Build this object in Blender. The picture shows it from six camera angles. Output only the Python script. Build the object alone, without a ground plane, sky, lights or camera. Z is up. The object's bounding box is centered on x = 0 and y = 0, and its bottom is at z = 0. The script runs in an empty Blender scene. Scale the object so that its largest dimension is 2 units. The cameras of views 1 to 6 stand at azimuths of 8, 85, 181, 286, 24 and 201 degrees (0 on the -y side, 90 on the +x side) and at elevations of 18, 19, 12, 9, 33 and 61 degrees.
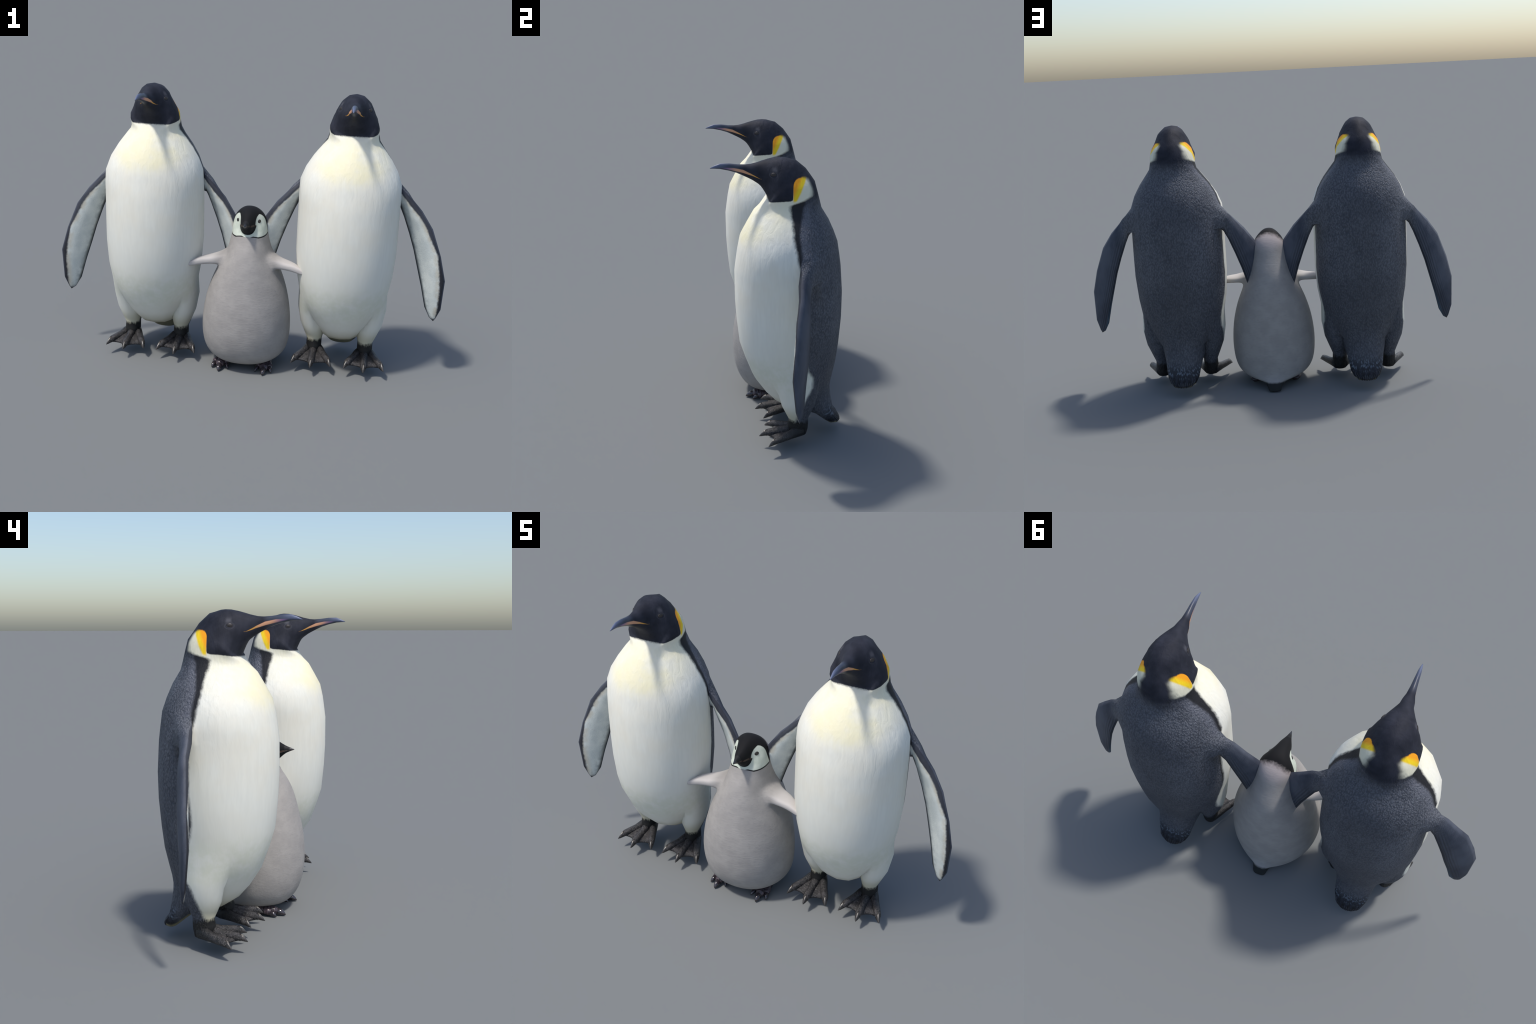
# Two adult emperor penguins with a downy chick between them, built part by part.
import bpy, bmesh, math, random
from mathutils import Vector
from mathutils.bvhtree import BVHTree

random.seed(7)
SCENE = bpy.context.scene
TAU = math.tau
ADULT_X = 0.4959          # the two adults stand at +-ADULT_X
CHICK_X = 0.004


# --------------------------------------------------------------------------
#  geometry helpers: a "cage" is a loft through rings with limbs drawn out of
#  patches of its side faces, so that the whole skin is one closed surface
# --------------------------------------------------------------------------
class Cage:
    def __init__(self, n, center_x=0.0):
        self.n, self.cx = n, center_x
        self.bm = bmesh.new()
        self.rings = []

    def ring(self, F, B, W, m=0.5, p=0.9, facet=False, pt=None):
        """ring through the under/front point F and the top/back point B (y, z);
        W half width, m where along F-B it is widest, p roundness of the side (pt: of the
        part behind the widest point, more than 1 pinches it);
        facet: every second point sits on the chord between its neighbours"""
        def at(k):
            t = TAU * k / self.n
            c, sn = math.cos(t), math.sin(t)
            s = m * (1 - c) if c > 0 else m - (1 - m) * c
            x = W * math.copysign(abs(sn) ** (p if c > 0 or pt is None else pt), sn) if abs(sn) > 1e-9 else 0.0
            return Vector((self.cx + x, F[0] + (B[0] - F[0]) * s, F[1] + (B[1] - F[1]) * s))
        vs = []
        for k in range(self.n):
            co = at(k)
            if facet and k % 2:
                co = co.lerp((at(k - 1) + at(k + 1)) / 2, 0.8)
            vs.append(self.bm.verts.new(co))
        self.rings.append(vs)
        return len(self.rings) - 1

    def quad(self, vs, tag):
        f = self.bm.faces.new(vs)
        f.material_index = tag
        f.smooth = True

    def skin(self, tag_of, holes):
        """faces between rings; holes = list of (r0, r1, k0, k1) on the +x side, mirrored"""
        n = self.n
        def skipped(r, k):
            for r0, r1, k0, k1 in holes:
                if r0 <= r < r1 and (k0 <= k < k1 or k0 <= n - 1 - k < k1):
                    return True
            return False
        for r in range(len(self.rings) - 1):
            a, b = self.rings[r], self.rings[r + 1]
            for k in range(n):
                if not skipped(r, k):
                    k2 = (k + 1) % n
                    self.quad((a[k], a[k2], b[k2], b[k]), tag_of(r))

    def cap(self, loop, tag, bulge=(0, 0, 0)):
        c = sum((v.co for v in loop), Vector()) / len(loop) + Vector(bulge)
        cv = self.bm.verts.new(c)
        for i in range(len(loop)):
            self.quad((loop[i], loop[(i + 1) % len(loop)], cv), tag)

    def limb(self, hole, side, loops, tags, end=None):
        """draw a limb out of a hole through loops of points given for the +x side"""
        r0, r1, k0, k1 = hole
        col = (lambda k: k) if side > 0 else (lambda k: (self.n - k) % self.n)
        R = self.rings
        loop = [R[r0][col(k)] for k in range(k0, k1 + 1)]
        loop += [R[r][col(k1)] for r in range(r0 + 1, r1)]
        loop += [R[r1][col(k)] for k in range(k1, k0 - 1, -1)]
        loop += [R[r][col(k0)] for r in range(r1 - 1, r0, -1)]
        for pts, tag in zip(loops, tags):
            assert len(pts) == len(loop), (len(pts), len(loop))
            new = [self.bm.verts.new((self.cx + side * x, y, z)) for x, y, z in pts]
            for i in range(len(loop)):
                j = (i + 1) % len(loop)
                self.quad((loop[i], loop[j], new[j], new[i]), tag)
            loop = new
        if end is not None:
            cv = self.bm.verts.new((self.cx + side * end[0], end[1], end[2]))
            for i in range(len(loop)):
                self.quad((loop[i], loop[(i + 1) % len(loop)], cv), tags[-1])

    def mesh(self, name):
        bmesh.ops.recalc_face_normals(self.bm, faces=self.bm.faces[:])
        me = bpy.data.meshes.new(name)
        self.bm.to_mesh(me)
        return me


def subdivided(me, levels):
    ob = bpy.data.objects.new("temporary", me)
    SCENE.collection.objects.link(ob)
    mod = ob.modifiers.new("s", "SUBSURF")
    mod.levels = mod.render_levels = levels
    dg = bpy.context.evaluated_depsgraph_get()
    out = bpy.data.meshes.new_from_object(ob.evaluated_get(dg))
    bpy.data.objects.remove(ob)
    return out


def split_by_tag(me, parts, parent):
    """parts: {tag: (name, material)}; borders coincide, normals are the whole body's"""
    whole_n = [tuple(v.normal) for v in me.vertices]
    made = []
    for tag, (name, mat) in parts.items():
        polys = [p for p in me.polygons if p.material_index == tag]
        used, verts, nrm, faces = {}, [], [], []
        for p in polys:
            f = []
            for vi in p.vertices:
                if vi not in used:
                    used[vi] = len(verts)
                    verts.append(tuple(me.vertices[vi].co))
                    nrm.append(whole_n[vi])
                f.append(used[vi])
            faces.append(f)
        pm = bpy.data.meshes.new(name)
        pm.from_pydata(verts, [], faces)
        pm.polygons.foreach_set("use_smooth", [True] * len(faces))
        pm.update()
        pm.normals_split_custom_set_from_vertices(nrm)
        pm.materials.append(mat)
        made.append(child(name, pm, parent))
    return made


def child(name, me, parent):
    ob = bpy.data.objects.new(name, me)
    SCENE.collection.objects.link(ob)
    ob.parent = parent
    return ob


def plain_mesh(name, bm, mat, smooth=True):
    bmesh.ops.recalc_face_normals(bm, faces=bm.faces[:])
    me = bpy.data.meshes.new(name)
    for f in bm.faces:
        f.smooth = smooth
    bm.to_mesh(me)
    bm.free()
    me.materials.append(mat)
    return me


def tube(bm, path, radii, n=10, close_start=True, squash_floor=None):
    """loft of ellipses; path = points, radii = (half width, half height)"""
    loops = []
    for i, p in enumerate(path):
        p = Vector(p)
        a = Vector(path[max(i - 1, 0)]); b = Vector(path[min(i + 1, len(path) - 1)])
        d = (b - a).normalized()
        side = d.cross(Vector((0, 0, 1))).normalized()
        up = side.cross(d).normalized()
        rw, rh = radii[i]
        vs = []
        for k in range(n):
            t = TAU * k / n
            co = p + side * rw * math.cos(t) + up * rh * math.sin(t)
            if squash_floor is not None:
                co.z = max(co.z, squash_floor)
            vs.append(bm.verts.new(co))
        loops.append(vs)
    for a, b in zip(loops, loops[1:]):
        for k in range(n):
            bm.faces.new((a[k], a[(k + 1) % n], b[(k + 1) % n], b[k]))
    for loop in ([loops[0]] if close_start else []) + [loops[-1]]:
        bm.faces.new(loop)


def lerp(a, b, t):
    return a + (b - a) * t


# --------------------------------------------------------------------------
#  material helpers
# --------------------------------------------------------------------------
class Nodes:
    def __init__(self, name):
        self.mat = bpy.data.materials.new(name)
        self.mat.use_nodes = True
        self.nt = self.mat.node_tree
        self.bsdf = self.nt.nodes["Principled BSDF"]
        self.co = self.nt.nodes.new("ShaderNodeTexCoord").outputs["Object"]
        sx = self.nt.nodes.new("ShaderNodeSeparateXYZ")
        self.link(self.co, sx.inputs[0])
        self.x, self.y, self.z = sx.outputs
        self.ax = self.math("ABSOLUTE", self.x)

    def link(self, a, b):
        self.nt.links.new(a, b)

    def put(self, sock, v):
        if isinstance(v, bpy.types.NodeSocket):
            self.link(v, sock)
        elif isinstance(v, (tuple, list)) and len(v) == 3 and sock.type == "RGBA":
            sock.default_value = (*v, 1)
        else:
            sock.default_value = v

    def math(self, op, a, b=0.0, c=0.0):
        n = self.nt.nodes.new("ShaderNodeMath")
        n.operation = op
        for s, v in zip(n.inputs, (a, b, c)):
            self.put(s, v)
        return n.outputs[0]

    def add(self, a, b): return self.math("ADD", a, b)
    def sub(self, a, b): return self.math("SUBTRACT", a, b)
    def mul(self, a, b): return self.math("MULTIPLY", a, b)

    def step(self, v, w):
        """soft 0..1 step of v around zero with half width w"""
        n = self.nt.nodes.new("ShaderNodeMapRange")
        n.interpolation_type = "SMOOTHSTEP"
        self.put(n.inputs["Value"], v)
        self.put(n.inputs["From Min"], self.mul(w, -1.0) if isinstance(w, bpy.types.NodeSocket) else -w)
        self.put(n.inputs["From Max"], w)
        return n.outputs[0]

    def ramp(self, v, a, b, lo=0.0, hi=1.0, smooth=True):
        n = self.nt.nodes.new("ShaderNodeMapRange")
        n.interpolation_type = "SMOOTHSTEP" if smooth else "LINEAR"
        self.put(n.inputs["Value"], v)
        n.inputs["From Min"].default_value, n.inputs["From Max"].default_value = a, b
        n.inputs["To Min"].default_value, n.inputs["To Max"].default_value = lo, hi
        return n.outputs[0]

    def curve(self, v, pts):
        """piecewise linear function through pts [(in, out)]"""
        pts = sorted(pts)
        x0, x1 = pts[0][0], pts[-1][0]
        ys = [p[1] for p in pts]
        y0, y1 = min(ys), max(ys)
        y1 = y1 if y1 > y0 else y0 + 1e-6
        fc = self.nt.nodes.new("ShaderNodeFloatCurve")
        cm = fc.mapping.curves[0]
        norm = [((x - x0) / (x1 - x0), (y - y0) / (y1 - y0)) for x, y in pts]
        cm.points[0].location, cm.points[1].location = norm[0], norm[-1]
        for q in norm[1:-1]:
            cm.points.new(*q)
        for q in cm.points:
            q.handle_type = "VECTOR"
        fc.mapping.update()
        self.link(self.ramp(v, x0, x1, smooth=False), fc.inputs["Value"])
        return self.ramp(fc.outputs[0], 0, 1, y0, y1, smooth=False)

    def mix(self, f, a, b):
        n = self.nt.nodes.new("ShaderNodeMix")
        n.data_type = "RGBA"
        self.put(n.inputs[0], f)
        self.put(n.inputs[6], a)
        self.put(n.inputs[7], b)
        return n.outputs[2]

    def scaled(self, s, vec=None):
        n = self.nt.nodes.new("ShaderNodeMapping")
        n.inputs["Scale"].default_value = s
        self.link(vec or self.co, n.inputs["Vector"])
        return n.outputs[0]

    def noise(self, scale, detail=3.0, rough=0.5, stretch=None, dist=0.0):
        n = self.nt.nodes.new("ShaderNodeTexNoise")
        n.inputs["Scale"].default_value = scale
        n.inputs["Detail"].default_value = detail
        n.inputs["Roughness"].default_value = rough
        n.inputs["Distortion"].default_value = dist
        self.link(self.scaled(stretch) if stretch else self.co, n.inputs["Vector"])
        return n.outputs[0]

    def voronoi(self, scale, stretch=(1, 1, 1), feature="F1", smooth=0.4, vec=None, rand=1.0):
        n = self.nt.nodes.new("ShaderNodeTexVoronoi")
        n.feature = feature
        n.inputs["Scale"].default_value = scale
        n.inputs["Randomness"].default_value = rand
        if feature == "SMOOTH_F1":
            n.inputs["Smoothness"].default_value = smooth
        self.link(self.scaled(stretch, vec), n.inputs["Vector"])
        return n.outputs["Distance"]

    def normal(self):
        return self.nt.nodes.new("ShaderNodeNewGeometry").outputs["Normal"]

    def dot(self, vec, d):
        n = self.nt.nodes.new("ShaderNodeVectorMath")
        n.operation = "DOT_PRODUCT"
        self.link(vec, n.inputs[0])
        n.inputs[1].default_value = d
        return n.outputs["Value"]

    def bump(self, h, strength, dist):
        n = self.nt.nodes.new("ShaderNodeBump")
        self.put(n.inputs["Strength"], strength)
        n.inputs["Distance"].default_value = dist
        self.link(h, n.inputs["Height"])
        self.link(n.outputs[0], self.bsdf.inputs["Normal"])

    def done(self, colour, rough=0.6, spec=0.3, **more):
        self.put(self.bsdf.inputs["Base Color"], colour)
        self.put(self.bsdf.inputs["Roughness"], rough)
        self.put(self.bsdf.inputs["Specular IOR Level"], spec)
        for k, v in more.items():
            self.put(self.bsdf.inputs[k.replace("_", " ")], v)
        return self.mat


# --------------------------------------------------------------------------
#  ADULT: materials
# --------------------------------------------------------------------------
SLATE = (0.082, 0.092, 0.122)
INK = (0.024, 0.026, 0.036)
WHITE = (0.80, 0.80, 0.76)


def back_slate(N):
    """pebbled dark back feathers: colour and height"""
    wob = N.nt.nodes.new("ShaderNodeMixRGB")
    wob.blend_type = "ADD"
    wob.inputs[0].default_value = 0.02
    N.link(N.co, wob.inputs[1])
    nz = N.nt.nodes.new("ShaderNodeTexNoise")
    nz.inputs["Scale"].default_value = 30
    N.link(N.co, nz.inputs["Vector"])
    N.link(nz.outputs["Color"], wob.inputs[2])
    cells = N.voronoi(150, (1, 1, 0.5), "SMOOTH_F1", 0.45, wob.outputs[0])
    grain = N.noise(175, 3, 0.6, (1, 1, 0.42), 0.4)
    pebble = N.add(N.mul(cells, 0.6), N.mul(grain, 0.75))
    slate = N.mix(N.ramp(N.noise(6, 3, 0.6), 0.35, 0.7), (0.086, 0.093, 0.114), (0.128, 0.137, 0.162))
    slate = N.mix(N.ramp(pebble, 0.42, 0.86), N.mix(0.3, slate, (0.17, 0.178, 0.20)), N.mix(0.52, slate, (0.024, 0.026, 0.034)))
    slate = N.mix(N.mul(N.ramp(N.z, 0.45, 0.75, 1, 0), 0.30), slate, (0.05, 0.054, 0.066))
    spine_dark = N.mul(N.ramp(N.add(N.ax, N.mul(N.noise(7, 3, 0.6), 0.08)), 0.06, 0.19, 1, 0), N.mul(N.ramp(N.z, 0.3, 0.55), N.ramp(N.z, 1.0, 1.15, 1, 0)))  # darker band down the middle of the back, mixed into the slate colour
    slate = N.mix(N.mul(spine_dark, 0.32), slate, (0.045, 0.047, 0.056))
    return slate, pebble


def adult_plumage():
    N = Nodes("adult_plumage")
    fuzz = N.sub(N.noise(55, 4, 0.65, (1, 1, 0.5)), 0.5)
    fine = N.sub(N.noise(160, 2, 0.6, (1, 1, 0.35)), 0.5)
    edge = N.add(N.mul(fuzz, 0.016), N.mul(fine, 0.006))
    y_f = N.add(N.y, edge)
    z_f = N.add(N.z, N.mul(fine, 0.004))

    # --- plain white front with yellow bib, stained belly -----------------
    streak = N.noise(70, 3, 0.6, (1, 1, 0.14))
    blotch = N.noise(7, 3, 0.55)
    white = N.mix(N.ramp(streak, 0.3, 0.7), (0.735, 0.725, 0.65), (0.78, 0.77, 0.69))
    white = N.mix(N.mul(N.ramp(blotch, 0.35, 0.7), 0.5), white, (0.76, 0.71, 0.59))
    bib_low = N.add(1.036, N.mul(N.mul(N.x, N.x), 1.6))
    bib = N.mul(N.step(N.sub(N.add(N.z, N.mul(fuzz, 0.05)), bib_low), 0.045), N.ramp(N.z, 1.16, 1.27, 1, 0.55))
    bib = N.mul(bib, N.ramp(N.ax, 0.10, 0.2, 1, 0.3))
    white = N.mix(N.mul(bib, N.ramp(N.noise(9, 3, 0.6), 0.3, 0.65, 0.2, 0.68)), white, (0.82, 0.75, 0.47))
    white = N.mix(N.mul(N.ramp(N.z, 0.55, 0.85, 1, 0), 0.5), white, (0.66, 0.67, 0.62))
    stain = N.mul(N.mul(N.ramp(N.z, 0.26, 0.36), N.ramp(N.z, 0.42, 0.56, 1, 0)), N.ramp(N.noise(18, 4, 0.65), 0.3, 0.65))
    white = N.mix(N.mul(stain, 0.45), white, (0.56, 0.58, 0.44))
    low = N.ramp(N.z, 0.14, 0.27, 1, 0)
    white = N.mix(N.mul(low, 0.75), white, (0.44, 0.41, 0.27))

    # --- dark back ---------------------------------------------------------
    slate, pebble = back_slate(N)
    # tail: pale blue flecks above a black fringe of tail feathers
    # radial coordinates around a point high on the rump make the flecks fan out
    fan = N.math("ARCTAN2", N.x, N.sub(0.36, N.z))
    comb = N.nt.nodes.new("ShaderNodeCombineXYZ")
    N.link(N.mul(fan, 0.30), comb.inputs[0])
    N.link(N.z, comb.inputs[1])
    flecks = N.voronoi(125, (1, 0.5, 1), "F1", vec=comb.outputs[0])
    tail_zone = N.mul(N.ramp(N.z, 0.12, 0.205, 1, 0), N.ramp(N.y, 0.20, 0.245))
    tip_zone = N.mul(N.ramp(N.z, 0.085, 0.13, 1, 0), N.ramp(N.y, 0.20, 0.245))
    barbs = N.ramp(N.math("SINE", N.mul(fan, 60.0)), -0.4, 0.9)
    tail_c = N.mix(N.ramp(flecks, 0.25, 0.55), (0.135, 0.165, 0.205), (0.028, 0.031, 0.041))
    tail_c = N.mix(tip_zone, tail_c, N.mix(barbs, (0.006, 0.0065, 0.010), (0.017, 0.019, 0.028)))
    slate = N.mix(tail_zone, slate, tail_c)
    under = N.mul(N.step(N.sub(N.mul(N.dot(N.normal(), (0, 0, 1)), -1.0), 0.45), 0.15), N.ramp(N.y, 0.10, 0.14))
    # dark nape
    slate = N.mix(N.ramp(N.z, 1.18, 1.29), slate, INK)

    yb = N.curve(N.z, [(0.13, 0.055), (0.154, 0.062), (0.208, 0.078), (0.273, 0.097), (0.31, 0.116), (0.35, 0.138),
                       (0.40, 0.142), (0.442, 0.116), (0.50, 0.104), (0.56, 0.090), (0.64, 0.090), (0.70, 0.100), (0.88, 0.098), (0.93, 0.092),
                       (0.99, 0.0700), (1.04, 0.061), (1.10, 0.053), (1.17, 0.051), (1.232, 0.043), (1.240, 0.055),
                       (1.256, 0.116), (1.27, 0.150), (1.30, 0.155), (1.34, 0.143), (1.357, 0.120), (1.37, 0.10)])
    soft_b = N.curve(N.z, [(0.0, 0.013), (1.2, 0.010), (1.236, 0.012), (1.25, 0.022), (1.28, 0.020), (1.40, 0.012)])
    m_back = N.step(N.sub(y_f, yb), soft_b)
    bw = N.curve(N.z, [(0.0, 0.0), (0.55, 0.016), (0.93, 0.018), (1.04, 0.026), (1.12, 0.031), (1.17, 0.044), (1.20, 0.056), (1.25, 0.076)])
    zt = N.curve(N.y, [(0.03, 1.232), (0.045, 1.240), (0.067, 1.2535), (0.112, 1.2545), (0.16, 1.25)])
    m_patch = N.mul(N.mul(N.step(N.sub(y_f, yb), 0.008), N.step(N.sub(N.add(yb, bw), y_f), 0.009)), N.step(N.sub(zt, z_f), 0.004))
    m_patch = N.mul(N.mul(m_patch, N.ramp(N.z, 0.5, 0.62)), N.ramp(N.y, 0.108, 0.124, 1, 0))
    sy, sz = N.sub(y_f, 0.098), N.sub(z_f, 1.187)
    spot = N.ramp(N.math("SQRT", N.add(N.mul(sy, sy), N.mul(sz, sz))), 0.005, 0.012, 1, 0)
    m_patch = N.math("MAXIMUM", m_patch, N.mul(spot, 0.9))
    dark = N.mix(m_patch, slate, (0.012, 0.012, 0.015))
    pale_rim = N.mul(N.mul(N.step(N.sub(N.y, N.add(yb, bw)), 0.012), N.step(N.sub(N.add(N.add(yb, bw), 0.035), N.y), 0.02)), N.mul(N.ramp(N.z, 0.9, 0.97), N.ramp(N.z, 1.22, 1.26, 1, 0)))
    dark = N.mix(N.mul(pale_rim, 0.35), dark, (0.16, 0.165, 0.20))

    # --- ear patch: orange -> yellow -> cream -------------------------------
    u = N.sub(N.sub(N.y, 0.0830), N.mul(N.sub(N.z, 1.268), 0.56))
    ear = N.mix(N.step(u, 0.006), N.mix(N.ramp(u, -0.038, -0.012), (0.90, 0.35, 0.010), (0.90, 0.62, 0.015)), (0.76, 0.72, 0.55))
    ear_zone = N.mul(N.ramp(N.z, 1.245, 1.262), N.ramp(N.y, 0.055, 0.064))
    white = N.mix(ear_zone, white, ear)

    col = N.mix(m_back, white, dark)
    # --- black head ----------------------------------------------------------
    zh = N.curve(N.y, [(-0.32, 1.0), (-0.07, 1.235), (-0.047, 1.247), (0.0, 1.2535), (0.045, 1.256), (0.058, 1.2615), (0.0605, 1.288),
                       (0.0615, 1.316), (0.065, 1.333), (0.0715, 1.343), (0.080, 1.350), (0.092, 1.354), (0.108, 1.354), (0.122, 1.350), (0.141, 1.334), (0.155, 1.30), (0.17, 1.255), (0.19, 1.25)])
    soft_h = N.curve(N.y, [(-0.1, 0.0025), (0.06, 0.003), (0.10, 0.0035), (0.125, 0.012), (0.16, 0.03)])
    m_head = N.step(N.sub(z_f, zh), soft_h)
    head_n = N.noise(14, 4, 0.6)
    head_c = N.mix(N.ramp(head_n, 0.3, 0.75), (0.0145, 0.0160, 0.0235), (0.031, 0.033, 0.046))  # black lifted a little to carry the lit sheen on the crown
    brow_spot = N.mul(N.mul(N.ramp(N.z, 1.378, 1.392), N.ramp(N.z, 1.392, 1.412, 1, 0)), N.mul(N.ramp(N.y, -0.035, -0.022), N.ramp(N.y, -0.015, 0.0, 1, 0)))  # small paler spot above the eye
    head_c = N.mix(N.mul(brow_spot, 0.7), head_c, (0.085, 0.085, 0.10))
    # socket ring round the eye
    ey, ez = N.sub(N.y, -0.0245), N.sub(N.z, 1.371)
    er = N.math("SQRT", N.add(N.mul(ey, ey), N.mul(N.mul(ez, ez), 2.0)))
    ring = N.mul(N.ramp(er, 0.0145, 0.017), N.ramp(er, 0.018, 0.022, 1, 0))
    head_c = N.mix(N.mul(ring, 0.8), head_c, (0.042, 0.043, 0.053))
    col = N.mix(m_head, col, head_c)
    # underside of the tail is dirty cream
    col = N.mix(N.mul(under, N.mul(N.ramp(N.z, 0.15, 0.12), N.ramp(N.ax, 0.055, 0.075, 1, 0))), col, (0.30, 0.27, 0.16))

    # black skin of the ankle
    ank = N.step(N.sub(N.add(0.151, N.add(N.mul(fuzz, 0.035), N.mul(fine, 0.02))), N.add(N.z, N.mul(N.y, 0.12))), 0.012)
    is_leg = N.mul(N.ramp(N.ax, 0.07, 0.085), N.ramp(N.y, 0.135, 0.16, 1, 0))
    col = N.mix(N.mul(ank, is_leg), col, (0.012, 0.012, 0.012))

    h_back = N.mul(N.sub(0.8, pebble), N.mul(m_back, N.ramp(N.z, 1.22, 1.30, 1, 0.1)))
    h_front = N.mul(N.add(N.mul(streak, 0.16), N.mul(N.noise(30, 4, 0.55, (1, 1, 0.3), 0.8), 0.6)), N.ramp(N.z, 0.7, 1.15, 0.2, 0.8))
    crease = N.ramp(N.math("ABSOLUTE", N.sub(N.noise(8, 2, 0.5, (1, 1, 0.3), 0.5), 0.5)), 0.0, 0.035)
    crease = N.mul(N.mul(crease, 0.06), N.mul(N.ramp(N.z, 0.85, 1.0), N.mul(N.ramp(N.z, 1.14, 1.2, 1, 0), N.ramp(N.ax, 0.06, 0.13))))
    h_front = N.add(h_front, crease)
    h_back = N.mul(h_back, N.sub(1.0, N.mul(m_patch, 0.8)))
    h = N.add(h_back, N.mul(h_front, N.sub(1.0, m_back)))
    N.bump(h, 0.9, 0.0065)
    rough = N.ramp(m_head, 0, 1, 0.62, 0.68)
    return N.done(col, rough, N.ramp(m_head, 0, 1, 0.32, 0.16))


def adult_wing():
    N = Nodes("adult_wing")
    nrm = N.normal()
    sgn = N.math("SIGN", N.x)
    # inner face looks forward and towards the body
    sep = N.nt.nodes.new("ShaderNodeSeparateXYZ")
    N.link(nrm, sep.inputs[0])
    inward = N.add(N.mul(N.mul(sep.outputs[0], sgn), -0.52), N.mul(sep.outputs[1], -0.85))
    fuzz = N.sub(N.noise(60, 4, 0.7), 0.5)
    facing = N.step(N.sub(inward, 0.20), 0.10)
    lead = N.curve(N.z, [(0.28, 0.462), (0.30, 0.468), (0.335, 0.478), (0.38, 0.480), (0.49, 0.481), (0.575, 0.471), (0.667, 0.455), (0.725, 0.424),
                         (0.80, 0.388), (0.85, 0.352), (0.90, 0.303), (0.935, 0.272), (0.99, 0.22)])
    trail = N.curve(N.z, [(0.30, 0.458), (0.335, 0.438), (0.372, 0.4245), (0.478, 0.394), (0.57, 0.367), (0.66, 0.341), (0.745, 0.312), (0.82, 0.284), (0.88, 0.262), (1.0, 0.2)])
    in_lead = N.step(N.sub(lead, N.add(N.ax, N.mul(fuzz, 0.012))), 0.006)
    in_trail = N.step(N.sub(N.add(N.ax, N.mul(fuzz, 0.012)), N.add(trail, 0.004)), 0.009)
    tip = N.step(N.sub(N.add(N.z, N.mul(fuzz, 0.03)), 0.322), 0.012)
    m_white = N.mul(N.mul(facing, N.mul(in_lead, in_trail)), tip)
    pale = N.mix(N.ramp(N.noise(14, 4, 0.6), 0.3, 0.7), (0.52, 0.56, 0.55), (0.64, 0.67, 0.64))
    # brown edge where the pale lining meets the dark leading edge
    near = N.mul(N.ramp(N.sub(lead, N.ax), 0.0, 0.03, 1, 0), N.ramp(N.noise(22, 3, 0.6), 0.35, 0.6))
    pale = N.mix(N.mul(near, 0.6), pale, (0.42, 0.36, 0.26))
    smear = N.ramp(N.sub(N.ax, trail), 0.0, 0.035, 1, 0)
    pale = N.mix(N.mul(smear, N.ramp(N.noise(30, 4, 0.7), 0.35, 0.7)), pale, (0.26, 0.29, 0.30))
    # outer face: slate with long grain towards the trailing edge
    w = N.nt.nodes.new("ShaderNodeTexWave")
    w.inputs["Scale"].default_value = 1.0
    w.inputs["Distortion"].default_value = 8.0
    w.inputs["Detail"].default_value = 3.0
    w.inputs["Detail Scale"].default_value = 0.6
    cx = N.nt.nodes.new("ShaderNodeCombineXYZ")
    N.link(N.mul(N.sub(N.ax, trail), 26.0), cx.inputs[0])
    N.link(N.mul(N.z, 3.0), cx.inputs[1])
    N.link(cx.outputs[0], w.inputs["Vector"])
    lines = N.mul(N.mul(w.outputs["Fac"], N.ramp(N.sub(N.ax, trail), 0.02, 0.075, 1, 0)), N.ramp(N.z, 0.92, 0.80))
    dark = N.mix(N.ramp(N.noise(9, 4, 0.6, (1, 1, 0.5)), 0.3, 0.7), (0.032, 0.038, 0.057), (0.078, 0.088, 0.115))
    dark = N.mix(N.mul(lines, 0.7), dark, (0.018, 0.021, 0.028))
    back_edge = N.mul(N.sub(1.0, facing), N.mul(N.ramp(N.sub(N.ax, trail), 0.002, 0.014, 1, 0), N.ramp(N.z, 0.35, 0.6, 1, 0)))
    dark = N.mix(N.mul(back_edge, 0.6), dark, (0.10, 0.17, 0.24))
    rim = N.mul(facing, N.sub(1.0, N.mul(in_lead, in_trail)))
    dark = N.mix(N.mul(rim, N.ramp(N.z, 0.55, 0.85, 0.85, 0.6)), dark, (0.014, 0.014, 0.018))
    # the shoulder takes the look of the back it grows out of
    slate, pebble = back_slate(N)
    shoulder = N.mul(N.ramp(N.ax, 0.262, 0.325, 1, 0), N.ramp(N.z, 0.80, 0.86))
    away = N.sub(1.0, facing)
    dark = N.mix(N.mul(shoulder, away), dark, slate)
    col = N.mix(m_white, dark, pale)
    grain = N.noise(230, 2, 0.6)
    relief = N.add(N.mul(N.add(N.mul(grain, 0.25), N.mul(N.mul(lines, away), -0.3)), N.sub(1.0, shoulder)), N.mul(N.sub(0.8, pebble), N.mul(shoulder, away)))
    N.bump(relief, 0.8, 0.006)
    return N.done(col, 0.58, 0.32)


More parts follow.
